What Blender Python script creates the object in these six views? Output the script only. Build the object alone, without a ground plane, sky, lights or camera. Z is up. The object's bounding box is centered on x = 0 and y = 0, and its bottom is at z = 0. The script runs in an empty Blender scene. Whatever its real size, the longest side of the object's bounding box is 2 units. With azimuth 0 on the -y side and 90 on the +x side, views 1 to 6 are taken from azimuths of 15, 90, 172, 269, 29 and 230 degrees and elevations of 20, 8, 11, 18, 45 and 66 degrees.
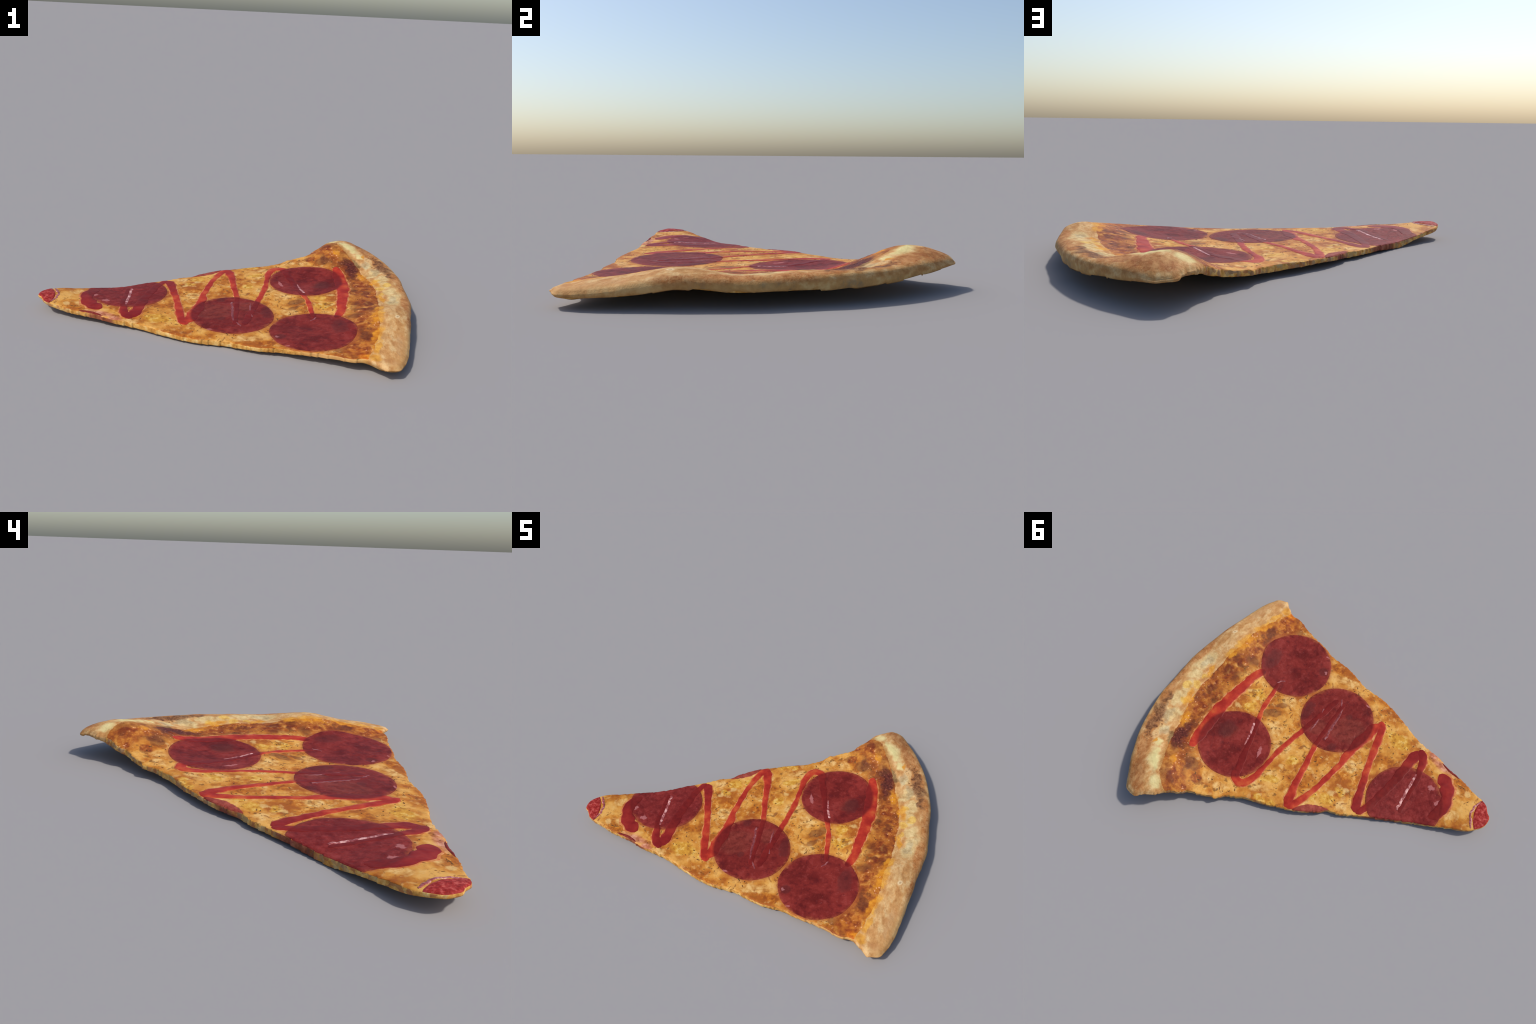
"""A slice of pepperoni pizza: a thin, slightly dished wedge of dough with a rolled crust,
baked cheese, pepperoni slices and a zig-zag drizzle of red sauce."""
import bpy, math, random
import numpy as np
from mathutils import Vector, noise

random.seed(7)
rng = np.random.default_rng(7)

# ----------------------------------------------------------------------------------------
# 1. SHAPE OF THE WEDGE.  Control points of its four rims (x, y, top height, bottom height),
#    of the crest of the crust and of the dished bed; all heights come from one smooth
#    thin-plate surface laid through them.
# ----------------------------------------------------------------------------------------
FRONT_RIM = [  # cut side towards -y, from the tip to the crust
    (-.925, -.701, .072, .062), (-.884, -.712, .067, .052), (-.816, -.713, .062, .038), (-.755, -.720, .057, .035),
    (-.680, -.722, .055, .032), (-.600, -.720, .051, .028), (-.541, -.732, .046, .028), (-.478, -.727, .044, .022),
    (-.390, -.725, .040, .016), (-.298, -.735, .038, .013), (-.205, -.752, .035, .013), (-.050, -.767, .032, .012),
    (.112, -.745, .036, .010), (.266, -.757, .039, .020), (.400, -.740, .047, .025), (.500, -.748, .053, .036),
    (.562, -.744, .057, .038), (.665, -.749, .063, .044), (.730, -.760, .065, .048), (.805, -.747, .072, .051),
    (.862, -.768, .075, .052), (.912, -.794, .072, .052)]
FAR_RIM = [  # cut side towards +y, from the tip to the crust
    (-.930, -.493, .062, .045), (-.863, -.444, .050, .035), (-.790, -.382, .040, .027), (-.705, -.321, .031, .006),
    (-.642, -.267, .028, .005), (-.543, -.178, .034, .014), (-.472, -.117, .033, .014), (-.400, -.044, .035, .017),
    (-.340, -.010, .038, .014), (-.314, .032, .039, .022), (-.279, .073, .042, .023), (-.244, .111, .042, .026),
    (-.184, .163, .045, .030), (-.128, .199, .045, .029), (-.089, .231, .046, .029), (-.018, .274, .050, .030),
    (.032, .303, .052, .027), (.075, .344, .052, .031), (.114, .382, .057, .036), (.142, .436, .058, .044),
    (.173, .454, .067, .044), (.209, .488, .071, .052), (.266, .529, .085, .059), (.288, .572, .095, .075),
    (.319, .606, .112, .084), (.351, .658, .128, .104), (.369, .698, .134, .113), (.408, .741, .137, .117),
    (.436, .781, .129, .109), (.466, .788, .128, .106)]
TIP_RIM = [(-.925, -.701, .072, .062), (-.957, -.673, .078, .066), (-.985, -.655, .080, .068), (-.998, -.611, .075, .064),
           (-.990, -.574, .074, .062), (-.960, -.522, .067, .052), (-.930, -.493, .062, .045)]
CRUST_RIM = [  # rounded outer face of the crust, from the -y corner to the +y corner
    (.912, -.794, .072, .052), (.964, -.768, .070, .046), (.980, -.735, .071, .044), (.997, -.668, .075, .048),
    (1.000, -.590, .082, .051), (1.001, -.527, .089, .054), (.999, -.440, .101, .063), (.998, -.340, .112, .078),
    (.993, -.246, .114, .078), (.991, -.170, .112, .073), (.981, -.060, .106, .070), (.958, .030, .107, .070),
    (.926, .150, .113, .066), (.907, .234, .118, .066), (.861, .346, .121, .065), (.790, .488, .125, .072),
    (.696, .615, .127, .083), (.655, .662, .126, .086), (.580, .732, .121, .093), (.518, .780, .120, .101),
    (.466, .788, .128, .106)]
CRUST_CREST = [  # ridge of the rolled crust
    (.880, -.740, .077), (.897, -.650, .099), (.901, -.550, .108), (.889, -.450, .126), (.888, -.350, .1445), (.903, -.250, .137),
    (.911, -.150, .123), (.896, -.050, .122), (.869, .050, .126), (.841, .150, .129), (.815, .250, .129),
    (.769, .350, .131), (.679, .392, .113), (.630, .478, .143), (.554, .583, .163), (.534, .540, .162), (.500, .580, .175),
    (.470, .650, .176), (.426, .588, .172), (.425, .709, .152), (.490, .735, .153), (.379, .651, .153)]
BED = [  # the dished surface under the toppings
    (.625, -.338, .076), (.667, -.360, .083), (.425, -.711, .052), (.346, -.619, .048), (.433, -.637, .056),
    (-.110, -.439, .046), (-.001, -.652, .046), (.010, -.222, .051), (.118, -.233, .049), (.262, -.360, .047),
    (.360, -.055, .063), (.309, .050, .052), (.193, .269, .066), (.277, .299, .071), (.469, -.077, .068),
    (.505, -.044, .074), (.307, .418, .086), (.379, .358, .086), (.478, .366, .108), (.578, .088, .082),
    (.860, -.210, .127), (.728, .017, .097), (.711, .110, .093), (.718, -.087, .097), (.782, -.631, .085),
    (.750, -.600, .078), (.799, -.480, .109), (.744, -.706, .073), (.506, .448, .136), (.420, .529, .163),
    (.339, .577, .133), (.398, .410, .111), (-.790, -.626, .067), (-.643, -.555, .059), (-.717, -.513, .059),
    (-.521, -.545, .054), (-.599, -.314, .041), (-.655, -.380, .040), (-.713, -.406, .047), (-.274, -.143, .049),
    (-.318, -.245, .047), (-.298, -.467, .046), (.914, -.356, .140), (-.95, -.60, .081), (.715, .290, .100), (.040, .000, .0565), (.355, .135, .0535), (.46, -.45, .0485), (-.55, -.40, .0440), (.831, -.115, .1035)]
CENTRE = (-.52, -.34)        # centre of the arcs that the crust and its browning follow
PEPPERONI = [(.509, -.518, .222), (.056, -.451, .223), (.336, .129, .218), (-.591, -.375, .222)]


class ThinPlate:
    def __init__(self, pts, lam):
        p = np.array(pts, float)
        self.x, n = p[:, :2], len(p)
        a = np.zeros((n + 3, n + 3))
        a[:n, :n] = self.kernel(self.x) + lam * np.eye(n)
        a[:n, n] = 1
        a[:n, n + 1:] = self.x
        a[n:, :n] = a[:n, n:].T
        self.w = np.linalg.solve(a, np.r_[p[:, 2], 0, 0, 0])

    def kernel(self, q):
        d2 = ((q[:, None] - self.x[None]) ** 2).sum(-1)
        return np.where(d2 > 0, .5 * d2 * np.log(d2 + 1e-14), 0)

    def __call__(self, q):
        q = np.atleast_2d(q)
        out = np.empty(len(q))
        n = len(self.x)
        for i in range(0, len(q), 20000):
            b = q[i:i + 20000]
            out[i:i + 20000] = self.kernel(b) @ self.w[:n] + self.w[n] + b @ self.w[n + 1:]
        return out


def inner(rim):
    return [tuple(p) for p in rim[1:-1]]


RIMS = FRONT_RIM + inner(FAR_RIM) + inner(TIP_RIM) + inner(CRUST_RIM) + [FAR_RIM[0], FAR_RIM[-1]]
RIM_TOPS = [(p[0], p[1], p[2] + (.0065 if p in FAR_RIM and p[0] < .42 else .0045 if p in FRONT_RIM or p in TIP_RIM else .0015)) for p in RIMS]
top_plate = ThinPlate(RIM_TOPS + CRUST_CREST + [(x, y, z + .001) for x, y, z in BED], 2e-3)
under_plate = ThinPlate([(p[0], p[1], p[3]) for p in RIMS] + [(x, y, z - .035) for x, y, z in BED]
                        + [(x, y, z - .062) for x, y, z in CRUST_CREST[:11]] + [(x, y, z - .045) for x, y, z in CRUST_CREST[11:]], 2e-3)


def fbm(p, scale, octaves=3, seed=0.0):
    """Vectorless noise for arrays of xy points, about -1..1."""
    o = np.empty(len(p))
    for i, (x, y) in enumerate(p):
        o[i] = noise.fractal(Vector((x * scale + seed, y * scale - seed, seed * .37)), 1.0, 2.0, octaves)
    return o


def resample(rim, n, cols=4):
    """Catmull-Rom through the rim's points, n samples evenly spaced along it."""
    p = np.array(rim, float)[:, :cols]
    e = np.vstack([2 * p[0] - p[1], p, 2 * p[-1] - p[-2]])
    fine = []
    for i in range(1, len(e) - 2):
        t = np.linspace(0, 1, 24, endpoint=False)[:, None]
        a, b, c, d = e[i - 1:i + 3]
        fine.append(.5 * (2 * b + (c - a) * t + (2 * a - 5 * b + 4 * c - d) * t ** 2 + (3 * b - a - 3 * c + d) * t ** 3))
    fine = np.vstack(fine + [p[-1:]])
    s = np.r_[0, np.cumsum(np.linalg.norm(np.diff(fine[:, :2], axis=0), axis=1))]
    u = np.linspace(0, s[-1], n)
    return np.stack([np.interp(u, s, fine[:, k]) for k in range(fine.shape[1])], 1)


NT, NS = 521, 341            # samples along the wedge and across it
front, far = resample(FRONT_RIM, NT), resample(FAR_RIM, NT)
tip, rim = resample(TIP_RIM, NS), resample(CRUST_RIM, NS)
# the drawn rim is the widest bulge as seen obliquely from above; bring it back by the height of that bulge
away = rim[:, :2] - np.array([-1.218, 1.085])
away /= np.linalg.norm(away, axis=1)[:, None]
ends = np.clip(np.minimum(np.arange(NS), NS - 1 - np.arange(NS)) / 30, 0, 1)
rim[:, :2] -= away * ((.36 * np.clip(rim[:, 2] - .065, 0, 1) + .004) * ends)[:, None]


def ragged(edge, outward, amp, step, seed):
    """Knife-and-tear raggedness of a cut side: small saw teeth of uneven size, fading at both ends."""
    n = len(edge)
    s = np.r_[0, np.cumsum(np.linalg.norm(np.diff(edge[:, :2], axis=0), axis=1))]
    r = np.random.default_rng(seed)
    knots = np.cumsum(r.uniform(.5, 1.6, 200) * step)
    saw = np.interp(s, np.sort(np.r_[knots, knots + .006]), np.ravel(np.column_stack([r.uniform(0, 1, 200), r.uniform(-1, 0, 200)])))
    fade = np.clip(np.minimum(s, s[-1] - s) / .06, 0, 1)
    tan = np.gradient(edge[:, :2], axis=0)
    nrm = np.stack([tan[:, 1], -tan[:, 0]], 1) * outward
    nrm /= np.linalg.norm(nrm, axis=1)[:, None]
    edge[:, :2] += nrm * (saw * amp * fade)[:, None]
    edge[:, 3] += .35 * amp * fade * np.interp(s, knots, r.uniform(-1, 1, 200))


ragged(front, 1, .0035, .040, 3)
ragged(far, -1, .0035, .034, 5)

# Coons patch between the four rims
s = np.linspace(0, 1, NS)[:, None, None]
t = np.linspace(0, 1, NT)[None, :, None]
grid = ((1 - s) * front[None, :, :2] + s * far[None, :, :2] + (1 - t) * tip[:, None, :2] + t * rim[:, None, :2]
        - ((1 - s) * (1 - t) * front[0, :2] + (1 - s) * t * front[-1, :2] + s * (1 - t) * far[0, :2] + s * t * far[-1, :2]))
flat = grid.reshape(-1, 2)
outline = np.vstack([front[:, :2], rim[1:, :2], far[::-1][1:, :2], tip[::-1][1:-1, :2]])


def edge_distance(q):
    o = outline
    d = np.empty(len(q))
    for i in range(0, len(q), 6000):
        b = q[i:i + 6000]
        d2 = (b * b).sum(1)[:, None] + (o * o).sum(1)[None] - 2 * b @ o.T
        d[i:i + 6000] = np.sqrt(np.maximum(d2.min(1), 0))
    return d


def arc(q):
    """Distance from the crust's centre, straightened so that the inner line of the crust lies at 0."""
    v = q - np.array(CENTRE)
    r, a = np.hypot(v[:, 0], v[:, 1]), np.arctan2(v[:, 1], v[:, 0])
    return r - np.interp(a, ARC_A, ARC_R)


# inner line of the crust: angle about the centre -> radius (also used by the materials)
ARC_A = [-.32, -.22, -.10, .02, .10, .24, .33, .44, .55, .67, .80, .86, .94, 1.00]
ARC_R = [1.40, 1.39, 1.360, 1.330, 1.335, 1.330, 1.340, 1.338, 1.333, 1.330, 1.330, 1.300, 1.250, 1.235]



def surface_relief(q, rho, dist):
    """Bubbled, lumpy cheese before the crust, softer waves elsewhere, wrinkled dough on the crust."""
    lump = np.exp(-((rho + .07) / .06) ** 2)
    h = (.0012 * fbm(q, 26, 3, 1.3) + .0026 * lump * fbm(q, 34, 3, 5.1)
         + .0022 * np.clip(rho / .04, 0, 1) * fbm(q * np.array([1, .8]), 20, 4, 9.7))
    return np.clip(dist / .03, 0, 1) * h - .0035 * np.clip(1 - dist / .010, 0, 1) ** 2 - .009 * np.clip((rho - .04) / .05, 0, 1) * np.clip(1 - dist / .030, 0, 1) ** 2


rho = arc(flat)
dist = edge_distance(flat)
z_top = top_plate(flat)
z_top += surface_relief(flat, rho, dist)
for x, y, r in PEPPERONI:      # the slices have settled into the cheese
    z_top -= .0025 * np.clip((r - .004 - np.hypot(flat[:, 0] - x, flat[:, 1] - y)) / .02, 0, 1) * np.clip(dist / .03, 0, 1)
z_bot = np.minimum(under_plate(flat), z_top - .012)
z_bot += np.clip(dist / .05, 0, 1) * .002 * fbm(flat, 14, 2, 3.3)

# ----------------------------------------------------------------------------------------
# 2. MATERIALS (node helpers first)
# ----------------------------------------------------------------------------------------


class Nodes:
    def __init__(self, name, region=None):
        self.region = region          # (x0, x1, y0, y1): stains that cannot reach it are left out
        self.mat = bpy.data.materials.new(name)
        self.mat.use_nodes = True
        self.nt = self.mat.node_tree
        self.nt.nodes.clear()
        self.out = self.add("ShaderNodeOutputMaterial")
        self.bsdf = self.add("ShaderNodeBsdfPrincipled")
        self.link(self.bsdf.outputs[0], self.out.inputs[0])
        self.co = self.add("ShaderNodeTexCoord").outputs["Object"]

    def add(self, kind, **props):
        n = self.nt.nodes.new(kind)
        for k, v in props.items():
            setattr(n, k, v)
        return n

    def link(self, a, b):
        self.nt.links.new(a, b)

    def put(self, value, socket):
        if isinstance(value, bpy.types.NodeSocket):
            self.link(value, socket)
        elif isinstance(value, (tuple, list)) and len(value) == 3 and socket.type == "RGBA":
            socket.default_value = (*value, 1)
        else:
            socket.default_value = value

    def math(self, op, a, b=0.0, c=0.0, clamp=False):
        n = self.add("ShaderNodeMath", operation=op, use_clamp=clamp)
        for i, v in enumerate((a, b, c)):
            self.put(v, n.inputs[i])
        return n.outputs[0]

    def vec(self, op, a, b=(0, 0, 0)):
        n = self.add("ShaderNodeVectorMath", operation=op)
        self.put(a, n.inputs[0])
        if op == "SCALE":
            self.put(b, n.inputs["Scale"])
        else:
            self.put(b, n.inputs[1])
        return n.outputs["Value"] if op in ("LENGTH", "DISTANCE", "DOT_PRODUCT") else n.outputs[0]

    def noise(self, scale, detail=4, rough=.55, co=None, distort=0.0, colour=False):
        n = self.add("ShaderNodeTexNoise")
        self.put(co or self.co, n.inputs["Vector"])
        for k, v in (("Scale", scale), ("Detail", detail), ("Roughness", rough), ("Distortion", distort)):
            n.inputs[k].default_value = v
        return n.outputs["Color" if colour else "Fac"]

    def voronoi(self, scale, co=None, feature="F1", out="Distance", rand=1.0):
        n = self.add("ShaderNodeTexVoronoi", feature=feature)
        self.put(co or self.co, n.inputs["Vector"])
        n.inputs["Scale"].default_value = scale
        n.inputs["Randomness"].default_value = rand
        return n.outputs[out]

    def step(self, v, lo, hi, smooth=True):
        n = self.add("ShaderNodeMapRange", interpolation_type="SMOOTHSTEP" if smooth else "LINEAR", clamp=True)
        self.put(v, n.inputs[0])
        n.inputs[1].default_value, n.inputs[2].default_value = (lo, hi) if lo < hi else (hi, lo)
        n.inputs[3].default_value, n.inputs[4].default_value = (0, 1) if lo < hi else (1, 0)
        return n.outputs[0]

    def ramp(self, v, stops):
        n = self.add("ShaderNodeValToRGB")
        e = n.color_ramp.elements
        while len(e) < len(stops):
            e.new(.5)
        for k, (pos, col) in zip(e, stops):
            k.position, k.color = pos, (*col, 1)
        self.put(v, n.inputs[0])
        return n.outputs[0]

    def mix(self, f, a, b, blend="MIX"):
        if isinstance(f, float) and f == 0:
            return a
        n = self.add("ShaderNodeMix", data_type="RGBA", blend_type=blend)
        self.put(f, n.inputs[0])
        self.put(a, n.inputs[6])
        self.put(b, n.inputs[7])
        return n.outputs[2]

    def mul(self, *a):
        if any(isinstance(v, float) and v == 0 for v in a):
            return 0.0
        r = a[0]
        for b in a[1:]:
            r = self.math("MULTIPLY", r, b)
        return r

    def warped(self, scale, amount):
        c = self.vec("SUBTRACT", self.noise(scale, 3, colour=True), (.5, .5, .5))
        return self.vec("ADD", self.co, self.vec("SCALE", c, amount))

    def blob(self, co, x, y, rx, ry, angle=0.0, soft=.6):
        """1 inside an ellipse in plan, fading to 0 at its edge."""
        m = self.add("ShaderNodeMapping", vector_type="TEXTURE")
        self.put(co, m.inputs[0])
        m.inputs[1].default_value = (x, y, 0)
        m.inputs[2].default_value = (0, 0, math.radians(angle))
        m.inputs[3].default_value = (rx, ry, 1)
        d = self.vec("LENGTH", self.vec("MULTIPLY", m.outputs[0], (1, 1, 0)))
        return self.step(d, 1, 1 - soft)

    def blobs(self, co, items, soft=.6):
        r = None
        for it in items:
            if self.region:
                (x0, x1, y0, y1), reach = self.region, max(it[2:4]) + .07
                if not (x0 - reach < it[0] < x1 + reach and y0 - reach < it[1] < y1 + reach):
                    continue
            b = self.blob(co, *it, soft=soft)
            r = b if r is None else self.math("MAXIMUM", r, b)
        return 0.0 if r is None else r

    def patch(self, co, grain, items, spread=1.1, edge=.22):
        """Irregular stain: soft ellipses whose border is eaten into by noise."""
        b = self.blobs(co, items, soft=1.0)
        if isinstance(b, float):
            return 0.0
        v = self.math("ADD", b, self.math("MULTIPLY_ADD", grain, spread, -.5 * spread))
        return self.mul(self.step(v, .42 - edge, .42 + edge), self.step(b, .0, .12))

    def crust_line(self, co):
        """Signed distance outwards from the inner line of the crust (same rule as arc())."""
        v = self.vec("SUBTRACT", co, (*CENTRE, 0))
        x = self.add("ShaderNodeSeparateXYZ")
        self.link(v, x.inputs[0])
        a = self.math("ARCTAN2", x.outputs[1], x.outputs[0])
        r = self.vec("LENGTH", self.vec("MULTIPLY", v, (1, 1, 0)))
        n = self.add("ShaderNodeFloatCurve")
        c = n.mapping.curves[0]
        pts = [((ang + .4) / 1.6, (rad - 1) / .5) for ang, rad in zip(ARC_A, ARC_R)]
        while len(c.points) < len(pts):
            c.points.new(.5, .5)
        for p, q in zip(c.points, pts):
            p.location = q
        n.mapping.update()
        self.link(self.math("DIVIDE", self.math("ADD", a, .4), 1.6), n.inputs["Value"])
        return self.math("SUBTRACT", r, self.math("MULTIPLY_ADD", n.outputs[0], .5, 1.0))

    def height(self):
        x = self.add("ShaderNodeSeparateXYZ")
        self.link(self.co, x.inputs[0])
        return x.outputs

    def bump(self, h, strength, distance=.01):
        n = self.add("ShaderNodeBump")
        n.inputs["Strength"].default_value = strength
        n.inputs["Distance"].default_value = distance
        self.link(h, n.inputs["Height"])
        self.link(n.outputs[0], self.bsdf.inputs["Normal"])

    def finish(self, colour, rough, spec=.5):
        self.put(colour, self.bsdf.inputs["Base Color"])
        self.put(rough, self.bsdf.inputs["Roughness"])
        self.bsdf.inputs["Specular IOR Level"].default_value = spec
        return self.mat


def stretched(n, sx, sy, angle=0):
    m = n.add("ShaderNodeMapping", vector_type="TEXTURE")
    n.link(n.co, m.inputs[0])
    m.inputs[2].default_value = (0, 0, math.radians(angle))
    m.inputs[3].default_value = (sx, sy, 1)
    return m.outputs[0]


def cheese_material(region):
    n = Nodes("baked_cheese", region)
    w, w2 = n.warped(14, .05), n.warped(32, .03)
    line = n.crust_line(n.warped(9, .05))
    big, mid, fine, grit = n.noise(6, 4), n.noise(10, 4, .55), n.noise(32, 4, .58), n.noise(85, 4, .7)
    col = n.ramp(mid, [(.38, (.34, .092, .012)), (.46, (.46, .162, .021)), (.54, (.57, .245, .040)), (.64, (.66, .34, .080))])
    peach = n.patch(w, mid, [
        (.21, -.684, .16, .05, -155), (.14, -.066, .08, .08), (.03, .206, .10, .05, -147), (.049, .116, .08, .05, -97), (.251, -.132, .07, .07), (.26, .391, .07, .06), (.182, .369, .08, .04, -139),
        (.339, -.318, .07, .07), (.609, -.128, .035, .05), (.623, -.715, .07, .022, -171), (-.741, -.637, .06, .06), (-.369, -.079, .06, .06), (-.222, -.292, .07, .07), (-.298, -.36, .05, .05),
        (-.817, -.51, .09, .05, -154), (-.206, .058, .05, .05), (-.415, -.709, .09, .035, -170), (.783, -.212, .03, .03), (.628, -.253, .06, .025, -98), (.534, .173, .05, .05), (.375, .342, .075, .03, 161)])
    col = n.mix(n.mul(peach, .85), col, n.ramp(fine, [(.38, (.48, .205, .042)), (.50, (.61, .325, .092)), (.62, (.72, .44, .160))]))
    orange = n.patch(w, mid, [
        (-.057, -.167, .09, .08), (-.238, -.215, .08, .07), (.308, -.709, .11, .05, -168), (-.343, -.768, .11, .045, 165), (-.088, -.761, .12, .035, -176), (-.523, -.694, .10, .03, 176),
        (-.722, -.691, .10, .035, -176), (-.353, -.48, .08, .07), (.469, -.073, .035, .035), (.197, -.239, .05, .05), (.231, .037, .04, .04), (.653, -.135, .06, .06), (-.136, -.005, .05, .05),
        (-.41, -.583, .05, .05), (.381, .564, .05, .05), (-.323, -.258, .06, .06)])
    col = n.mix(n.mul(orange, .80), col, n.ramp(fine, [(.38, (.25, .056, .007)), (.50, (.45, .135, .012)), (.62, (.60, .23, .026))]))
    yellow = n.patch(w, mid, [
        (.501, -.192, .095, .07, -166), (-.298, -.632, .14, .08, -169), (.028, -.06, .06, .06), (-.284, -.051, .07, .07), (-.077, .224, .09, .045, -147), (-.209, .001, .06, .05),
        (-.41, -.268, .04, .04), (-.015, .244, .05, .045), (-.172, -.627, .05, .045), (.03, .12, .08, .04, 45), (-.30, -.14, .07, .05), (.47, -.10, .06, .07)])
    col = n.mix(n.mul(yellow, .85), col, n.ramp(fine, [(.38, (.44, .18, .016)), (.50, (.58, .29, .034)), (.62, (.68, .42, .09))]))
    pale = n.patch(w2, fine, [
        (.55, -.171, .025, .022), (.485, -.179, .02, .02), (.518, -.053, .04, .025), (.387, .36, .022, .022), (-.056, -.099, .035, .03), (.041, .012, .03, .03), (-.273, -.091, .03, .025),
        (-.323, -.167, .03, .03), (-.809, -.677, .035, .03), (-.381, -.234, .028, .028), (-.104, .086, .035, .03), (.10, -.10, .03, .03), (.16, -.05, .02, .03)], spread=1.6, edge=.35)
    col = n.mix(n.mul(pale, .6), col, (.68, .45, .17))
    # light curds and browned flecks
    col = n.mix(n.mul(n.step(fine, .54, .66), .40), col, (.70, .43, .15))
    col = n.mix(n.mul(n.step(fine, .43, .33), .28), col, (.22, .062, .011))
    flecks = n.step(n.noise(27, 5, .6, distort=.8, co=n.vec("ADD", n.co, (1.3, 4.2, 0))), .59, .68)
    col = n.mix(n.mul(flecks, .70), col, (.20, .055, .014))
    herb_zone = n.step(n.noise(6, 2), .40, .56)
    herb = n.step(n.voronoi(23, co=n.vec("ADD", stretched(n, 1.6, .9, 35), n.vec("SCALE", n.noise(26, 3, colour=True), .09))), .30, .12)
    col = n.mix(n.mul(herb, herb_zone, .75), col, (.15, .062, .016))
    herb2 = n.step(n.voronoi(32, co=n.vec("ADD", stretched(n, .8, 1.4, -15), n.vec("SCALE", n.noise(40, 3, colour=True), .05))), .24, .09)
    col = n.mix(n.mul(herb2, n.step(n.noise(5, 2, co=n.vec("ADD", n.co, (5, 0, 0))), .45, .58), .65), col, (.17, .070, .018))
    # browning in front of the crust: red-brown glaze, darker scabs, amber between
    zone = n.step(line, -.185, -.10)
    glaze = n.ramp(n.noise(15, 6, .68, co=w2), [(.36, (.12, .022, .008)), (.45, (.20, .042, .010)), (.53, (.31, .082, .014)), (.60, (.43, .150, .022)), (.70, (.60, .30, .075))])
    col = n.mix(n.mul(zone, .92), col, glaze)
    scorch = n.patch(w, fine, [
        (.349, -.178, .12, .05, -133), (.349, -.263, .06, .03, -113), (.379, .407, .08, .07), (.278, .446, .05, .05), (.706, -.319, .07, .07), (.676, -.695, .05, .045), (.42, -.02, .05, .03)])
    col = n.mix(n.mul(scorch, .75), col, n.ramp(mid, [(.42, (.13, .035, .012)), (.58, (.25, .085, .022))]))
    redbrown = n.patch(w, mid, [
        (.787, -.678, .11, .055, -116), (.733, -.381, .10, .07, -84), (.731, -.157, .11, .06, -68), (.722, -.016, .09, .05, -68), (.654, .136, .09, .06, -76), (.53, .319, .08, .08),
        (.42, .52, .09, .05, 156), (.732, -.645, .08, .04, -138), (.721, -.254, .06, .06), (.632, .005, .05, .05), (.296, .542, .04, .04), (.298, .444, .05, .05)])
    col = n.mix(n.mul(redbrown, .85), col, n.ramp(fine, [(.36, (.13, .020, .008)), (.47, (.22, .042, .010)), (.56, (.34, .090, .015)), (.66, (.52, .21, .050))]))
    dark = n.patch(n.warped(16, .10), fine, [
        (.781, -.545, .055, .055), (.571, .344, .08, .065, -83), (.75, -.154, .05, .05), (.715, .005, .045, .04), (.635, .04, .04, .035), (.399, .418, .06, .06), (.794, -.481, .028, .028),
        (.702, -.237, .045, .04), (.722, .036, .035, .03), (.53, .38, .07, .06), (.799, -.647, .03, .03), (.60, .36, .05, .06)])
    col = n.mix(n.mul(dark, .50), col, n.ramp(grit, [(.40, (.052, .011, .008)), (.60, (.12, .030, .014))]))
    # amber fat along the crust, strongest towards the -y corner
    amber = n.patch(w2, fine, [
        (.811, -.362, .14, .045, -88), (.829, -.534, .12, .032, -99), (.808, -.25, .08, .036, -100), (.74, .148, .12, .035, -62), (.656, .25, .08, .035, -68), (.459, .485, .06, .03, 130), (.832, -.733, .05, .045),
        (.798, -.071, .09, .026, -70), (.84, -.64, .08, .025, 85)], spread=.4, edge=.30)
    col = n.mix(n.mul(amber, .85), col, n.ramp(fine, [(.38, (.46, .150, .010)), (.62, (.66, .27, .020))]))
    painted_sparkles = n.step(n.voronoi(48, co=n.warped(40, .03)), .28, .14)  # wet sparkles on the browned cheese, painted as pale dots
    col = n.mix(n.mul(painted_sparkles, zone, n.step(n.noise(11, 3), .48, .58), .7), col, (.76, .38, .19))
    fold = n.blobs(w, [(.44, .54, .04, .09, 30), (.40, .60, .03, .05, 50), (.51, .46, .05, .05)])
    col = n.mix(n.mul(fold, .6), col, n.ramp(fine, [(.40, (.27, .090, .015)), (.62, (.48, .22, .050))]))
    maroon = n.patch(n.warped(18, .07), fine, [(.580, .340, .10, .075, -70), (.545, .395, .08, .06, 130), (.590, .275, .06, .05)], spread=.8, edge=.36)
    col = n.mix(n.mul(maroon, .9), col, n.ramp(grit, [(.38, (.048, .009, .009)), (.60, (.115, .024, .016)), (.70, (.50, .20, .14))]))
    low = n.patch(w, mid, [(.75, -.70, .10, .06), (.79, -.64, .06, .05)])
    col = n.mix(n.mul(low, .6), col, n.ramp(fine, [(.38, (.28, .055, .010)), (.60, (.56, .18, .022))]))
    end = n.blobs(w, [(.80, -.745, .05, .05)])
    col = n.mix(n.mul(end, .85), col, n.ramp(fine, [(.4, (.48, .11, .008)), (.6, (.72, .25, .016))]))
    # red grease that has bled out around the meat
    for x, y, r in PEPPERONI:
        if not (region[0] - .3 < x < region[1] + .3 and region[2] - .3 < y < region[3] + .3):
            continue
        d = n.vec("LENGTH", n.vec("MULTIPLY", n.vec("SUBTRACT", w2, (x, y, 0)), (1, 1, 0)))
        col = n.mix(n.mul(n.step(d, r + .026, r - .004), .55), col, (.30, .060, .020))
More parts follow.
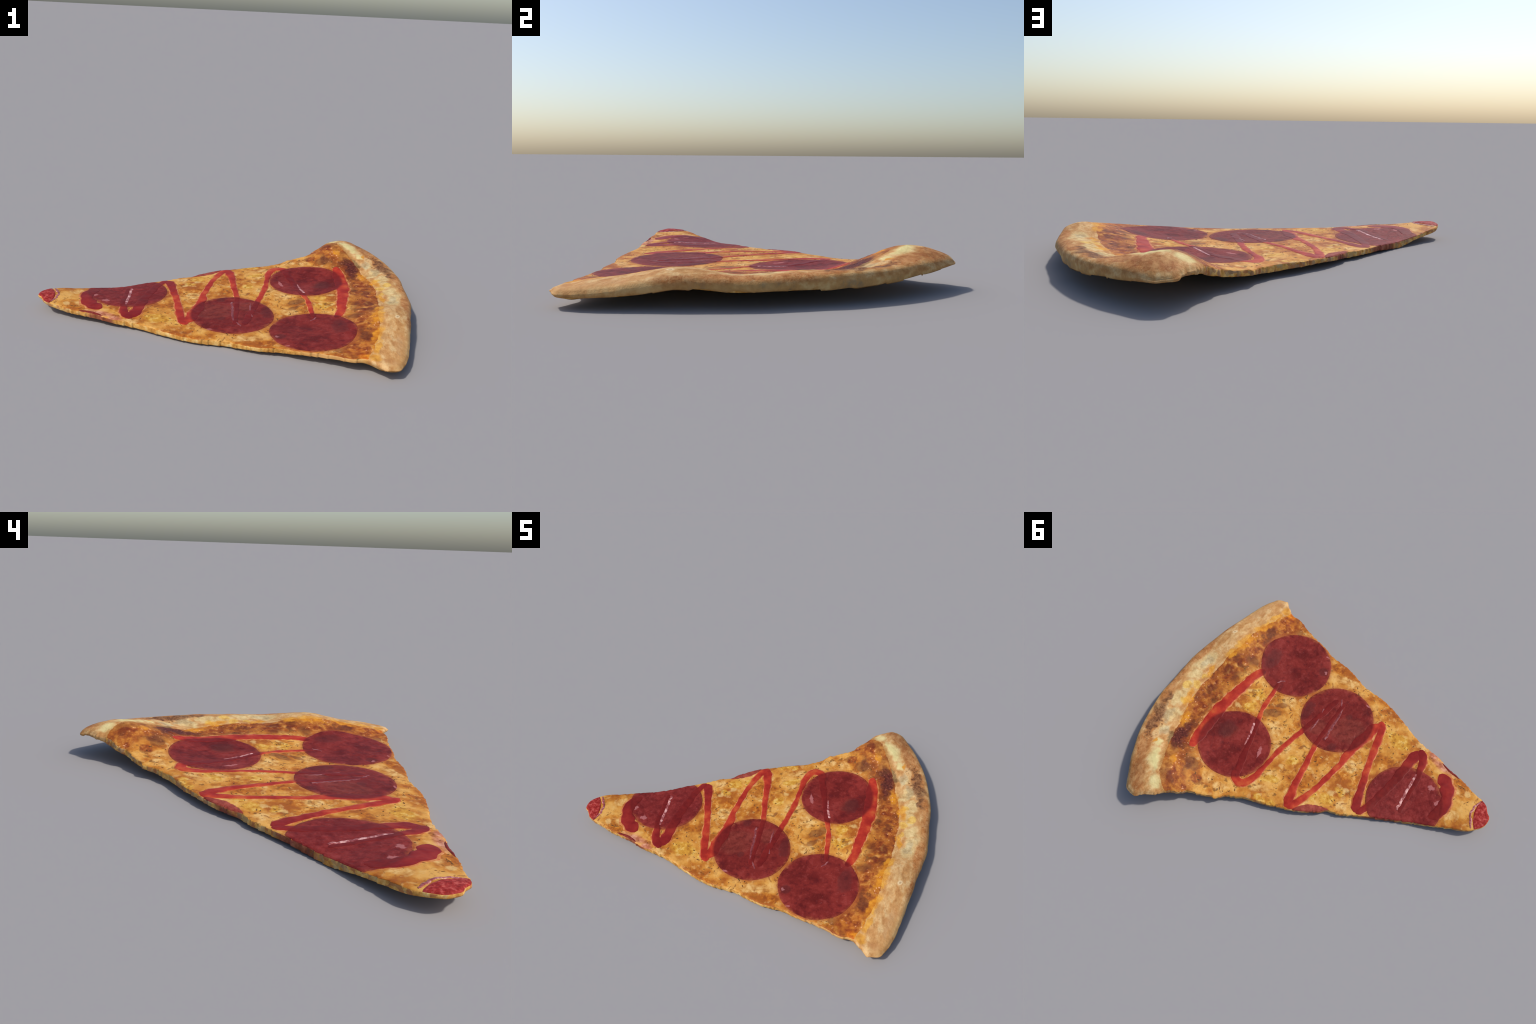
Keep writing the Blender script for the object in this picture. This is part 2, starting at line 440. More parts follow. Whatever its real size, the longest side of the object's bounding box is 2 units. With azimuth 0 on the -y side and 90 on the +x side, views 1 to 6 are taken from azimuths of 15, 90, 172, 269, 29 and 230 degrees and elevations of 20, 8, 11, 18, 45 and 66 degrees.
    pink = n.blobs(w2, [(-.59, -.700, .11, .035, 0), (-.50, -.720, .05, .04)], soft=.8)
    col = n.mix(n.mul(pink, .85), col, n.ramp(fine, [(.40, (.40, .12, .065)), (.60, (.68, .32, .21))]))
    n.bump(n.math("ADD", n.mul(grit, .5), n.math("ADD", fine, n.mul(mid, 1.2))), .22, .007)
    return n.finish(col, .55, .13)


def crust_material():
    n = Nodes("baked_crust")
    w, w2 = n.warped(15, .09), n.warped(30, .04)
    xyz = n.height()
    line = n.crust_line(n.warped(10, .03))
    grain, fine, streak = n.noise(85, 4, .72), n.noise(24, 6, .65), n.noise(26, 5, .62, co=stretched(n, .7, 1.5, 12))
    col = n.ramp(streak, [(.36, (.42, .190, .060)), (.46, (.51, .260, .090)), (.54, (.57, .320, .125)), (.64, (.64, .41, .185))])
    col = n.mix(n.mul(n.step(grain, .50, .64), .35), col, (.38, .170, .056))
    # pale, floury roll between the amber line and the browned outside
    cream = n.ramp(fine, [(.36, (.42, .275, .112)), (.46, (.55, .390, .170)), (.54, (.62, .465, .215)), (.66, (.72, .58, .30))])
    creamy = n.patch(w, fine, [
        (.875, -.10, .15, .075, -91), (.80, .133, .11, .07, -68), (.721, .299, .10, .08, -68), (.781, .209, .07, .07), (.67, .396, .05, .05),
        (.845, .02, .08, .06, -75)], spread=.6, edge=.36)
    col = n.mix(n.mul(creamy, .80), col, cream)
    corner = n.patch(n.warped(20, .05), fine, [(.525, .560, .12, .058, 138), (.405, .645, .07, .055, 135), (.605, .480, .05, .04, 120)], spread=.5, edge=.38)
    col = n.mix(n.mul(corner, .95), col, n.mix(.45, cream, (.72, .62, .27)))
    light = n.patch(w, fine, [(.885, -.371, .18, .035, -88), (.862, -.56, .16, .025, -94), (.45, .62, .10, .03, 150)], spread=.8)
    col = n.mix(n.mul(light, .20), col, n.ramp(fine, [(.40, (.52, .36, .15)), (.60, (.66, .50, .25))]))
    grey = n.patch(w, mid := n.noise(14, 5, .6), [(.87, -.10, .09, .05, -90), (.73, .33, .09, .06, -65), (.65, .40, .06, .05, -60)])
    col = n.mix(n.mul(grey, .55), col, n.ramp(fine, [(.4, (.27, .205, .110)), (.6, (.52, .43, .26))]))
    yellow = n.patch(w, fine, [(.50, .58, .10, .03, 150), (.56, .53, .05, .03, 140)], spread=.8)
    col = n.mix(n.mul(yellow, .55), col, (.68, .59, .26))
    # toasted band on the outside, speckled
    band = n.patch(n.warped(20, .04), fine, [
        (.945, -.13, .22, .055, -82), (.908, .10, .18, .055, -74), (.845, .235, .16, .055, -66), (.745, .42, .16, .065, -58), (.655, .55, .17, .085, -50), (.54, .68, .16, .09, -45), (.975, -.33, .14, .035, -88),
        (.46, .735, .07, .06)], spread=.6)
    tone = n.math("MULTIPLY_ADD", n.step(grain, .40, .60), .40, .58)
    col = n.mix(n.mul(band, tone), col, n.ramp(fine, [(.36, (.27, .080, .019)), (.50, (.40, .150, .042)), (.62, (.52, .25, .090))]))
    tan_corner = n.patch(w, fine, [(.60, .60, .16, .045, -47), (.50, .70, .10, .05, -40)])
    col = n.mix(n.mul(tan_corner, .75), col, n.ramp(streak, [(.40, (.36, .135, .042)), (.60, (.54, .27, .10))]))
    scorch = n.patch(n.warped(20, .10), fine, [(.765, .365, .17, .050, -63), (.72, .455, .10, .035, -59), (.815, .255, .09, .035, -65)], spread=1.0, edge=.35)
    col = n.mix(n.mul(scorch, .88), col, n.ramp(grain, [(.40, (.085, .030, .013)), (.60, (.25, .115, .050))]))
    speck = n.mul(n.blobs(w, [(.72, .44, .13, .06, -58)]), n.step(n.noise(60, 3, .6), .53, .60))
    col = n.mix(n.mul(speck, .8), col, (.10, .034, .015))
    front = n.patch(w, fine, [(.955, -.60, .20, .05, -85), (.93, -.74, .06, .05)])
    col = n.mix(n.mul(front, .5), col, (.46, .215, .080))
    gold = n.patch(w2, fine, [(.817, .107, .05, .05), (.775, .06, .06, .045), (.755, .191, .04, .03), (.80, -.01, .03, .03)], spread=.9)
    col = n.mix(n.mul(gold, .8), col, n.ramp(fine, [(.4, (.48, .24, .035)), (.6, (.70, .44, .095))]))
    mark = n.blobs(w2, [(.629, .482, .030, .012, -70)])
    col = n.mix(n.mul(mark, .85), col, (.62, .25, .022))
    # amber fat at the inner border, browned cheese in the fold of the lifted corner
    amber = n.patch(w2, fine, [
        (.822, -.362, .15, .045, -88), (.842, -.534, .14, .032, -99), (.815, -.25, .09, .036, -100), (.75, .148, .12, .035, -62), (.666, .25, .08, .035, -68), (.845, -.733, .06, .045), (.808, -.071, .09, .022, -70),
        (.852, -.64, .10, .025, 85)], spread=.4, edge=.30)
    col = n.mix(n.mul(amber, .8), col, n.ramp(fine, [(.38, (.48, .175, .014)), (.62, (.68, .33, .040))]))
    brown_edge = n.mul(n.step(line, .030, .0), n.blobs(w, [(.48, .50, .16, .10, 140), (.34, .60, .06, .06)], soft=.5))
    col = n.mix(n.mul(brown_edge, .8), col, n.ramp(fine, [(.4, (.30, .12, .025)), (.6, (.50, .27, .08))]))
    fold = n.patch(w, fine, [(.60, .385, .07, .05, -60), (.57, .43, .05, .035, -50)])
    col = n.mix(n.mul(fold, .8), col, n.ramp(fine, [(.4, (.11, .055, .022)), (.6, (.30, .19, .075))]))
    # outer face: greyer, floury dough that lay against the oven floor
    side = n.step(n.math("ADD", xyz[2], n.mul(fine, .03)), .122, .100)
    outer = n.step(line, .10, .15)
    flour = n.step(xyz[1], -.45, -.05)
    wall = n.ramp(n.noise(18, 5, .6), [(.36, (.40, .19, .062)), (.48, (.53, .28, .098)), (.62, (.62, .38, .155))])
    dusty = n.ramp(n.noise(16, 5, .6), [(.36, (.27, .195, .105)), (.45, (.42, .235, .083)), (.55, (.52, .295, .105)), (.66, (.62, .43, .19))])
    col = n.mix(n.mul(side, outer, .8), col, n.mix(flour, wall, dusty))
    pit = n.blobs(n.co, [(.914, -.356, .022, .014, 70)], soft=.5)
    hole = n.blobs(n.co, [(.914, -.356, .011, .007, 70)], soft=.5)
    col = n.mix(n.mul(pit, .7), col, (.74, .58, .34))
    col = n.mix(n.mul(hole, .6), col, (.34, .20, .09))
    n.bump(n.math("ADD", grain, n.mul(fine, 1.5)), .35, .007)
    return n.finish(col, .65, .12)


def dough_material():
    n = Nodes("dough_crumb")
    cell = n.voronoi(46, co=n.warped(20, .04), out="Color")
    sep = n.add("ShaderNodeSeparateColor")
    n.link(cell, sep.inputs[0])
    fine = n.noise(30, 5, .65)
    col = n.ramp(fine, [(.36, (.42, .175, .028)), (.48, (.60, .29, .062)), (.56, (.68, .38, .10)), (.66, (.74, .50, .20))])
    far_side = n.step(n.vec("DOT_PRODUCT", n.co, (-.69, .72, 0)), -.10, .10)
    col = n.mix(n.mul(n.step(sep.outputs[0], .60, .68), far_side, .6), col, (.30, .085, .045))
    col = n.mix(n.mul(n.step(sep.outputs[1], .70, .78), far_side, .5), col, (.30, .22, .13))
    meat = n.patch(n.warped(20, .04), fine, [(-.56, -.21, .20, .08, 42), (-.28, .05, .13, .05, 42), (-.58, -.73, .14, .03)])
    col = n.mix(n.mul(meat, .85), col, n.ramp(fine, [(.40, (.12, .014, .012)), (.60, (.27, .045, .035))]))
    end = n.blobs(n.co, [(.66, -.76, .22, .06)])
    col = n.mix(n.mul(end, .7), col, (.66, .36, .13))
    n.bump(n.noise(60, 5, .7), .4, .006)
    return n.finish(col, .6, .2)


def pepperoni_material():
    n = Nodes("pepperoni_meat")
    mid, fine, grit = n.noise(9, 5, .62), n.noise(36, 5, .68), n.noise(80, 4, .7)
    col = n.ramp(mid, [(.36, (.116, .011, .009)), (.46, (.157, .016, .013)), (.54, (.194, .021, .016)), (.64, (.240, .031, .024))])
    col = n.mix(n.mul(n.step(fine, .54, .66), .40), col, (.245, .042, .036))
    col = n.mix(n.mul(n.step(fine, .46, .36), .40), col, (.090, .009, .011))
    col = n.mix(n.mul(n.step(grit, .60, .72), .15), col, (.28, .050, .044))
    w = n.warped(12, .06)
    brown = n.patch(w, mid, [(-.05, -.45, .16, .18), (.10, -.33, .06, .10), (.42, .10, .08, .10)])
    col = n.mix(n.mul(brown, .45), col, n.ramp(fine, [(.4, (.115, .022, .015)), (.6, (.19, .042, .027))]))
    char = n.patch(w, fine, [(.63, -.43, .07, .14, 20), (.44, .10, .09, .11), (.22, -.36, .05, .12, 20), (.02, -.52, .04, .04), (.36, -.62, .05, .05), (-.06, -.30, .05, .05)])
    col = n.mix(n.mul(char, .55), col, (.080, .016, .015))
    bright = n.blobs(w, [(-.59, -.375, .26, .26)], soft=.3)
    col = n.mix(n.mul(bright, .40), col, n.ramp(fine, [(.4, (.175, .015, .014)), (.62, (.28, .036, .033))]))
    fleck = n.step(n.voronoi(24, co=n.vec("ADD", stretched(n, 1.5, .7, 55), n.vec("SCALE", n.noise(40, 2, colour=True), .05))), .13, .05)
    col = n.mix(n.mul(fleck, .25), col, (.36, .11, .10))
    painted_glints = n.patch(w, grit, [(-.643, -.555, .040, .022, 40), (-.717, -.513, .045, .025, 60), (.205, .050, .016, .075, 35), (.645, -.345, .008, .030, 20), (.155, -.235, .012, .035, 80),  # highlights on the meat, drawn into its colour as pink patches
                               (.345, -.625, .020, .012), (.425, -.715, .030, .008, 20), (0, -.655, .035, .012, 10)], spread=1.6, edge=.12)
    col = n.mix(n.mul(painted_glints, .55), col, (.52, .19, .18))
    for x, y, r in PEPPERONI:      # edges stained by melted cheese
        d = n.vec("LENGTH", n.vec("MULTIPLY", n.vec("SUBTRACT", w, (x, y, 0)), (1, 1, 0)))
        ring = n.mul(n.step(d, r - .016, r + .002), n.step(d, r + .03, r + .02))
        col = n.mix(n.mul(ring, .50), col, n.ramp(fine, [(.4, (.16, .022, .012)), (.6, (.36, .10, .035))]))
    ends = n.blobs(n.co, [(-1.02, -.66, .16, .16)], soft=.3)
    col = n.mix(n.mul(ends, .9), col, n.ramp(n.noise(50, 5, .65), [(.36, (.20, .012, .010)), (.5, (.33, .024, .020)), (.64, (.52, .10, .08))]))
    side = n.blobs(n.co, [(-.29, .05, .14, .14)])
    col = n.mix(n.mul(side, .8), col, n.ramp(fine, [(.4, (.24, .040, .026)), (.6, (.36, .080, .052))]))
    n.bump(n.math("ADD", grit, n.math("ADD", n.mul(fine, 1.2), mid)), .24, .006)
    return n.finish(col, .50, .09)


def bright_streak_material():
    n = Nodes("bright_streak")
    col = n.ramp(n.noise(38, 4, .7), [(.36, (.20, .022, .020)), (.48, (.36, .085, .075)), (.60, (.70, .36, .32))])
    n.bump(n.noise(70, 4), .4, .005)
    return n.finish(col, .35, .4)


def dull_streak_material():
    n = Nodes("dull_streak")
    col = n.ramp(n.noise(38, 4, .7), [(.38, (.15, .014, .015)), (.52, (.23, .050, .050)), (.66, (.38, .15, .145))])
    n.bump(n.noise(70, 4), .4, .005)
    return n.finish(col, .4, .3)


def sauce_material():
    n = Nodes("red_sauce")
    m = None
    for x, y, r in PEPPERONI:
        d = n.vec("LENGTH", n.vec("MULTIPLY", n.vec("SUBTRACT", n.co, (x, y, 0)), (1, 1, 0)))
        b = n.step(d, r + .014, r - .010)
        m = b if m is None else n.math("MAXIMUM", m, b)
    tone, fine = n.noise(13, 5, .6), n.noise(45, 4)
    thin = n.ramp(tone, [(.36, (.29, .019, .012)), (.47, (.37, .029, .016)), (.56, (.43, .043, .019)), (.66, (.49, .085, .026))])
    tip_zone = n.step(n.vec("DOT_PRODUCT", n.co, (-1, 0, 0)), .30, .42)
    thin = n.mix(n.mul(tip_zone, .85), thin, n.ramp(tone, [(.38, (.17, .010, .011)), (.62, (.25, .017, .016))]))
    col = n.mix(m, thin, n.ramp(n.math("MULTIPLY_ADD", fine, .5, n.mul(tone, .5)), [(.40, (.130, .010, .009)), (.60, (.185, .015, .012))]))
    n.bump(n.math("ADD", tone, n.mul(fine, .5)), .2, .005)
    return n.finish(col, .45, .10)


def smear_material():
    n = Nodes("sauce_film")
    col = n.ramp(n.noise(30, 4, .6), [(.38, (.38, .085, .022)), (.50, (.50, .160, .045)), (.64, (.60, .27, .10))])
    return n.finish(col, .5, .1)


def herb_material():
    n = Nodes("dried_herb")
    return n.finish(n.ramp(n.noise(40, 2), [(.42, (.085, .034, .010)), (.58, (.22, .090, .022))]), .6, .15)


# ----------------------------------------------------------------------------------------
# 3. BUILD: one closed body (top, sides, underside), divided into crust, cheese and dough base
# ----------------------------------------------------------------------------------------
slice_ = bpy.data.objects.new("pizza_slice", None)
bpy.context.collection.objects.link(slice_)
slice_["label"] = "wedge of pepperoni pizza with browned crust and sauce drizzle"
slice_["category"] = "pizza slice"


def make(name, verts, faces, mat, normals=None, parent=slice_):
    me = bpy.data.meshes.new(name)
    me.from_pydata([tuple(v) for v in verts], [], [tuple(f) for f in faces])
    me.polygons.foreach_set("use_smooth", np.ones(len(me.polygons), bool))
    me.materials.append(mat)
    if normals is not None:
        me.normals_split_custom_set_from_vertices([tuple(v) for v in normals])
    me.update()
    ob = bpy.data.objects.new(name, me)
    bpy.context.collection.objects.link(ob)
    ob.parent = parent
    return ob


idx = np.arange(NS * NT).reshape(NS, NT)
loop = np.concatenate([idx[0, :], idx[1:, -1], idx[-1, ::-1][1:], idx[::-1, 0][1:-1]])
L = len(loop)
top_v = np.column_stack([flat, z_top])
bot_v = np.column_stack([flat, z_bot])
# bottom rim heights follow the rims' own profile
rim_bottom = np.concatenate([front[:, 3], rim[1:, 3], far[::-1][1:, 3], tip[::-1][1:-1, 3]])
steps = np.interp(np.arange(L), np.sort(rng.uniform(0, L, L // 9)), rng.uniform(-1, 1, L // 9)) + 1.1 * np.repeat(rng.uniform(-1, 1, L // 23 + 2) * (rng.uniform(0, 1, L // 23 + 2) > .5), 23)[:L]
is_crust_loop = arc(flat[loop]) > .0
rim_bottom = rim_bottom + np.where(is_crust_loop, .0056 * steps, 0)
bot_v[loop, 2] = np.minimum(rim_bottom, top_v[loop, 2] - .010)
# let the underside meet that rim smoothly
off = bot_v[:, :2] * 0
ring = outline
tan = np.roll(ring, -1, 0) - np.roll(ring, 1, 0)
nrm = np.stack([tan[:, 1], -tan[:, 0]], 1)
nrm /= np.linalg.norm(nrm, axis=1)[:, None]
WALL = 7
wall_v = []
bulge = np.where(is_crust_loop, .005, .0015)
bulge = np.convolve(np.r_[bulge[-20:], bulge, bulge[:20]], np.ones(41) / 41, "valid")
for k in range(1, WALL):
    f = k / WALL
    p = top_v[loop] * (1 - f) + bot_v[loop] * f
    p[:, :2] += nrm * (bulge * math.sin(math.pi * f) ** .7)[:, None]
    dent = np.array([noise.fractal(Vector((x * 18, y * 18, z * 30)), 1, 2, 3) for x, y, z in p])
    p[:, :2] += nrm * (np.where(is_crust_loop, .0035, .0012) * dent * math.sin(math.pi * f))[:, None]
    wall_v.append(p)
nG = NS * NT
all_v = np.vstack([top_v, bot_v] + wall_v)
a, b, c, d = idx[:-1, :-1].ravel(), idx[:-1, 1:].ravel(), idx[1:, 1:].ravel(), idx[1:, :-1].ravel()
top_f = np.stack([a, b, c, d], 1)
bot_f = np.stack([d, c, b, a], 1) + nG
rows = [loop] + [2 * nG + k * L + np.arange(L) for k in range(WALL - 1)] + [loop + nG]
wall_f = []
for u, v in zip(rows[:-1], rows[1:]):
    wall_f.append(np.stack([u, v, np.roll(v, -1), np.roll(u, -1)], 1))
wall_f = np.vstack(wall_f)


def tri_normals(v, f):
    n = np.cross(v[f[:, 2]] - v[f[:, 0]], v[f[:, 3]] - v[f[:, 1]])
    out = np.zeros_like(v)
    for k in range(4):
        np.add.at(out, f[:, k], n)
    return out / np.maximum(np.linalg.norm(out, axis=1)[:, None], 1e-12)


lowest = all_v[:, 2].min()
all_v[:, 2] -= lowest
all_n = tri_normals(all_v, np.vstack([top_f, bot_f, wall_f]))

top_centre = flat[top_f].mean(1)
wobble = np.array([noise.noise(Vector((x * 16, y * 16, 2))) for x, y in top_centre])
top_is_crust = arc(top_centre) + .012 * wobble > 0
wall_is_crust = np.tile(is_crust_loop, WALL)


def part(name, faces, mat):
    used, inv = np.unique(faces, return_inverse=True)
    return make(name, all_v[used], inv.reshape(-1, 4), mat, all_n[used])


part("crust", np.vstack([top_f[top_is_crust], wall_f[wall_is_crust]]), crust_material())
CHEESE_REGIONS = [(-1.0, -.15, -.8, .8), (-.15, .28, -.8, .8), (.28, 1.0, -.8, -.05), (.28, 1.0, -.05, .8)]
cheese = part("cheese", top_f[~top_is_crust], cheese_material(CHEESE_REGIONS[0]))
for region in CHEESE_REGIONS[1:]:
    cheese.data.materials.append(cheese_material(region))
cx, cy = top_centre[~top_is_crust].T
cheese.data.polygons.foreach_set("material_index", np.where(cx < -.15, 0, np.where(cx < .28, 1, np.where(cy < -.05, 2, 3))).astype(np.int32))
part("dough_base", np.vstack([wall_f[~wall_is_crust], bot_f]), dough_material())

# ----------------------------------------------------------------------------------------
# 4. TOPPINGS that lie on the bed
# ----------------------------------------------------------------------------------------
PEP_H = .0012


def pepperoni_height(q):
    h = np.zeros(len(q))
    for x, y, r in PEPPERONI:
        dd = np.hypot(q[:, 0] - x, q[:, 1] - y)
        h = np.maximum(h, PEP_H * np.clip((r - dd) / .008, 0, 1) ** .5)
    return h


def bed(q):
    return top_plate(q) - lowest + surface_relief(q, arc(q), edge_distance(q))


def ray_out(c, dirs):
    """Distance from c to the outline of the wedge along each direction."""
    p, q = outline, np.roll(outline, -1, 0)
    e = q - p
    w = p - c
    out = np.full(len(dirs), 9.0)
    for i, dv in enumerate(dirs):
        den = dv[0] * e[:, 1] - dv[1] * e[:, 0]
        den = np.where(abs(den) < 1e-12, 1e-12, den)
        tt = (w[:, 0] * e[:, 1] - w[:, 1] * e[:, 0]) / den
        uu = (w[:, 0] * dv[1] - w[:, 1] * dv[0]) / den
        ok = (tt > 1e-6) & (uu >= -1e-9) & (uu <= 1 + 1e-9)
        if ok.any():
            out[i] = tt[ok].min()
    return out


def disc(name, circle, mat, star=None, height=PEP_H, seed=1.0, cup=0.0):
    """Slice of sausage draped over the bed; cut off where the wedge was cut."""
    cx, cy, r = circle
    c = np.array(star if star else (cx, cy))
    NA, NR = 200, 44
    ang = np.linspace(0, 2 * math.pi, NA, endpoint=False)
    dirs = np.stack([np.cos(ang), np.sin(ang)], 1)
    w = c - np.array([cx, cy])
    bq = dirs @ w
    wob = np.array([noise.fractal(Vector((math.cos(g) * 2.2 + seed, math.sin(g) * 2.2, seed)), 1, 2, 3) for g in ang])
    rr = r * (1 + .018 * wob)
    reach = -bq + np.sqrt(np.maximum(bq ** 2 - w @ w + rr ** 2, 1e-8))
    cut = ray_out(c, dirs) - .0005
    reach = np.minimum(reach, cut)
    verts, faces = [], []
    prof = [(0.0, 1.0)] + [(k / NR, 1.0) for k in range(1, NR + 1)]
    pts = [c[None]]
    lift = [np.array([height])]
    for k in range(1, NR + 1):
        f = 1 - (1 - k / NR) ** 1.15
        p = c + dirs * (reach * f)[:, None]
        gap = reach * (1 - f)
        pts.append(p)
        lift.append(height * np.clip(gap / .012 + .25, 0, 1) + cup * np.clip(1 - gap / .05, 0, 1) ** 2 * np.clip(gap / .01, 0, 1))
    flatp = np.vstack(pts)
    z = bed(flatp) + np.concatenate(lift)
    z += .0007 * fbm(flatp, 55, 3, seed) * np.concatenate([[1.0]] + [np.full(NA, min(1, (NR - k) / 6)) for k in range(1, NR + 1)])
    skirt = flatp[-NA:]
    V = np.vstack([np.column_stack([flatp, z]), np.column_stack([skirt, bed(skirt) - .004])])
    F = []
    for i in range(NA):
        j = (i + 1) % NA
        F.append((0, 1 + i, 1 + j))
        for k in range(NR):
            F.append((1 + k * NA + i, 1 + (k + 1) * NA + i, 1 + (k + 1) * NA + j, 1 + k * NA + j))
    return make(name, V, F, mat)


meat, fat, dull_streak_mat = pepperoni_material(), bright_streak_material(), dull_streak_material()
for i, circle in enumerate(PEPPERONI):
    star = (-.60, -.44) if i == 3 else None
    disc("pepperoni", circle, meat, star, seed=2.0 + 3 * i)
disc("pepperoni", (-1.076, -.703, .190), meat, star=(-.955, -.60), height=.003, seed=15.0)
disc("pepperoni", (-.401, .182, .205), meat, star=(-.278, .050), height=.002, seed=21.0)
disc("pepperoni", (-.640, -.875, .170), meat, star=(-.640, -.7145), height=.002, seed=25.0)


def spline(points, spacing):
    p = np.array(points, float)
    e = np.vstack([2 * p[0] - p[1], p, 2 * p[-1] - p[-2]])
    out = []
    for i in range(1, len(e) - 2):
        a_, b_, c_, d_ = e[i - 1:i + 3]
        m = max(3, int(np.linalg.norm(c_[:2] - b_[:2]) / spacing))
        tt = np.linspace(0, 1, m, endpoint=False)[:, None]
        out.append(.5 * (2 * b_ + (c_ - a_) * tt + (2 * a_ - 5 * b_ + 4 * c_ - d_) * tt ** 2 + (3 * b_ - a_ - 3 * c_ + d_) * tt ** 3))
    return np.vstack(out + [p[-1:]])


def strand(name, points, mat, height, seed, parent=None, over_meat=True, wavy=0.0):
    """A flattened bead of liquid along (x, y, half width) points, draped over everything below."""
    p = spline(points, .006)
    n = len(p)
    if wavy:
        p[:, 0] += wavy * np.array([noise.noise(Vector((k * .30, seed, 2))) for k in range(n)])
        p[:, 1] += wavy * np.array([noise.noise(Vector((k * .30, seed, 9))) for k in range(n)])
    tg = np.gradient(p[:, :2], axis=0)
    tg /= np.linalg.norm(tg, axis=1)[:, None]
    nr = np.stack([-tg[:, 1], tg[:, 0]], 1)
    M = 17
    u = np.linspace(-1, 1, M)
    s_ = np.arange(n) * .006
    wa = np.array([1 + .38 * noise.fractal(Vector((q * 16, seed, 0)), 1, 2, 2) for q in s_])
    wb = np.array([1 + .38 * noise.fractal(Vector((q * 16, seed + 7, 0)), 1, 2, 2) for q in s_])
    end = np.sqrt(np.clip(np.minimum(s_ + .003, s_[-1] - s_ + .003) / np.maximum(p[:, 2], .004), 0, 1))
    P = np.empty((n, M, 2))
    H = np.empty((n, M))
    for k, uk in enumerate(u):
        hw = p[:, 2] * np.where(uk < 0, wa, wb) * end
        P[:, k] = p[:, :2] + nr * (hw * uk)[:, None]
        H[:, k] = height * math.sqrt(max(0, 1 - uk * uk)) * np.clip(end, .1, 1)
    q = P.reshape(-1, 2)
    meat_h = pepperoni_height(q)
    top = bed(q) + (meat_h if over_meat else np.where(meat_h > 0, -.003, 0))
    thin = np.where(pepperoni_height(q) > PEP_H * .9, .55, 1.0)
    z = top + H.ravel() * thin + np.where(np.abs(np.tile(u, n)) > .99, -.0025, 0)
    V = np.column_stack([q, z])
    I = np.arange(n * M).reshape(n, M)
    F = np.stack([I[:-1, :-1].ravel(), I[1:, :-1].ravel(), I[1:, 1:].ravel(), I[:-1, 1:].ravel()], 1)
    F = F[:, ::-1]
    return make(name, V, F, mat, parent=parent or slice_)


SAUCE = [
    [(.60, -.34, .022), (.612, -.25, .024), (.600, -.170, .026), (.588, -.05, .030), (.572, .054, .038), (.540, .17, .036), (.508, .27, .032), (.478, .345, .026)],
    [(.480, -.345, .010), (.460, -.297, .012), (.428, -.207, .013), (.399, -.137, .014), (.345, -.051, .014), (.285, .06, .016), (.215, .181, .020), (.162, .262, .018)],
    [(.200, .222, .020), (.155, .268, .024), (.112, .262, .024), (.093, .197, .020), (.109, .081, .015), (.130, -.058, .014), (.138, -.217, .015), (.142, -.38, .018), (.150, -.55, .018)],
    [(.105, -.560, .012), (.070, -.42, .012), (.035, -.30, .014), (.008, -.218, .014), (-.054, -.078, .017), (-.105, .045, .020), (-.155, .135, .030), (-.175, .158, .026)],
    [(-.172, .160, .020), (-.186, .110, .022), (-.195, .002, .016), (-.190, -.122, .015), (-.174, -.261, .018), (-.152, -.37, .026), (-.140, -.511, .032), (-.136, -.625, .026)],
    [(-.132, -.648, .020), (-.182, -.590, .022), (-.237, -.483, .020), (-.292, -.378, .018), (-.350, -.276, .020), (-.409, -.178, .025), (-.452, -.120, .026)],
    [(-.455, -.120, .022), (-.475, -.20, .020), (-.473, -.301, .024), (-.463, -.435, .026), (-.437, -.573, .030), (-.426, -.672, .034)],
    [(-.424, -.690, .030), (-.473, -.650, .026), (-.540, -.543, .016), (-.580, -.425, .014), (-.617, -.310, .012)],
    [(-.612, -.660, .036), (-.690, -.622, .040), (-.750, -.556, .036), (-.768, -.475, .032), (-.752, -.410, .020)],
]
sauce, smear = sauce_material(), smear_material()
for i, pts in enumerate(SAUCE):
    bead = strand("sauce_drizzle", [(x, y, w * 1.12) for x, y, w in pts], sauce, .0024, 3.0 + 5 * i)
    strand("sauce_smear", [(x, y, w * 1.42) for x, y, w in pts], smear, .0012, 3.0 + 5 * i, parent=bead, over_meat=False)

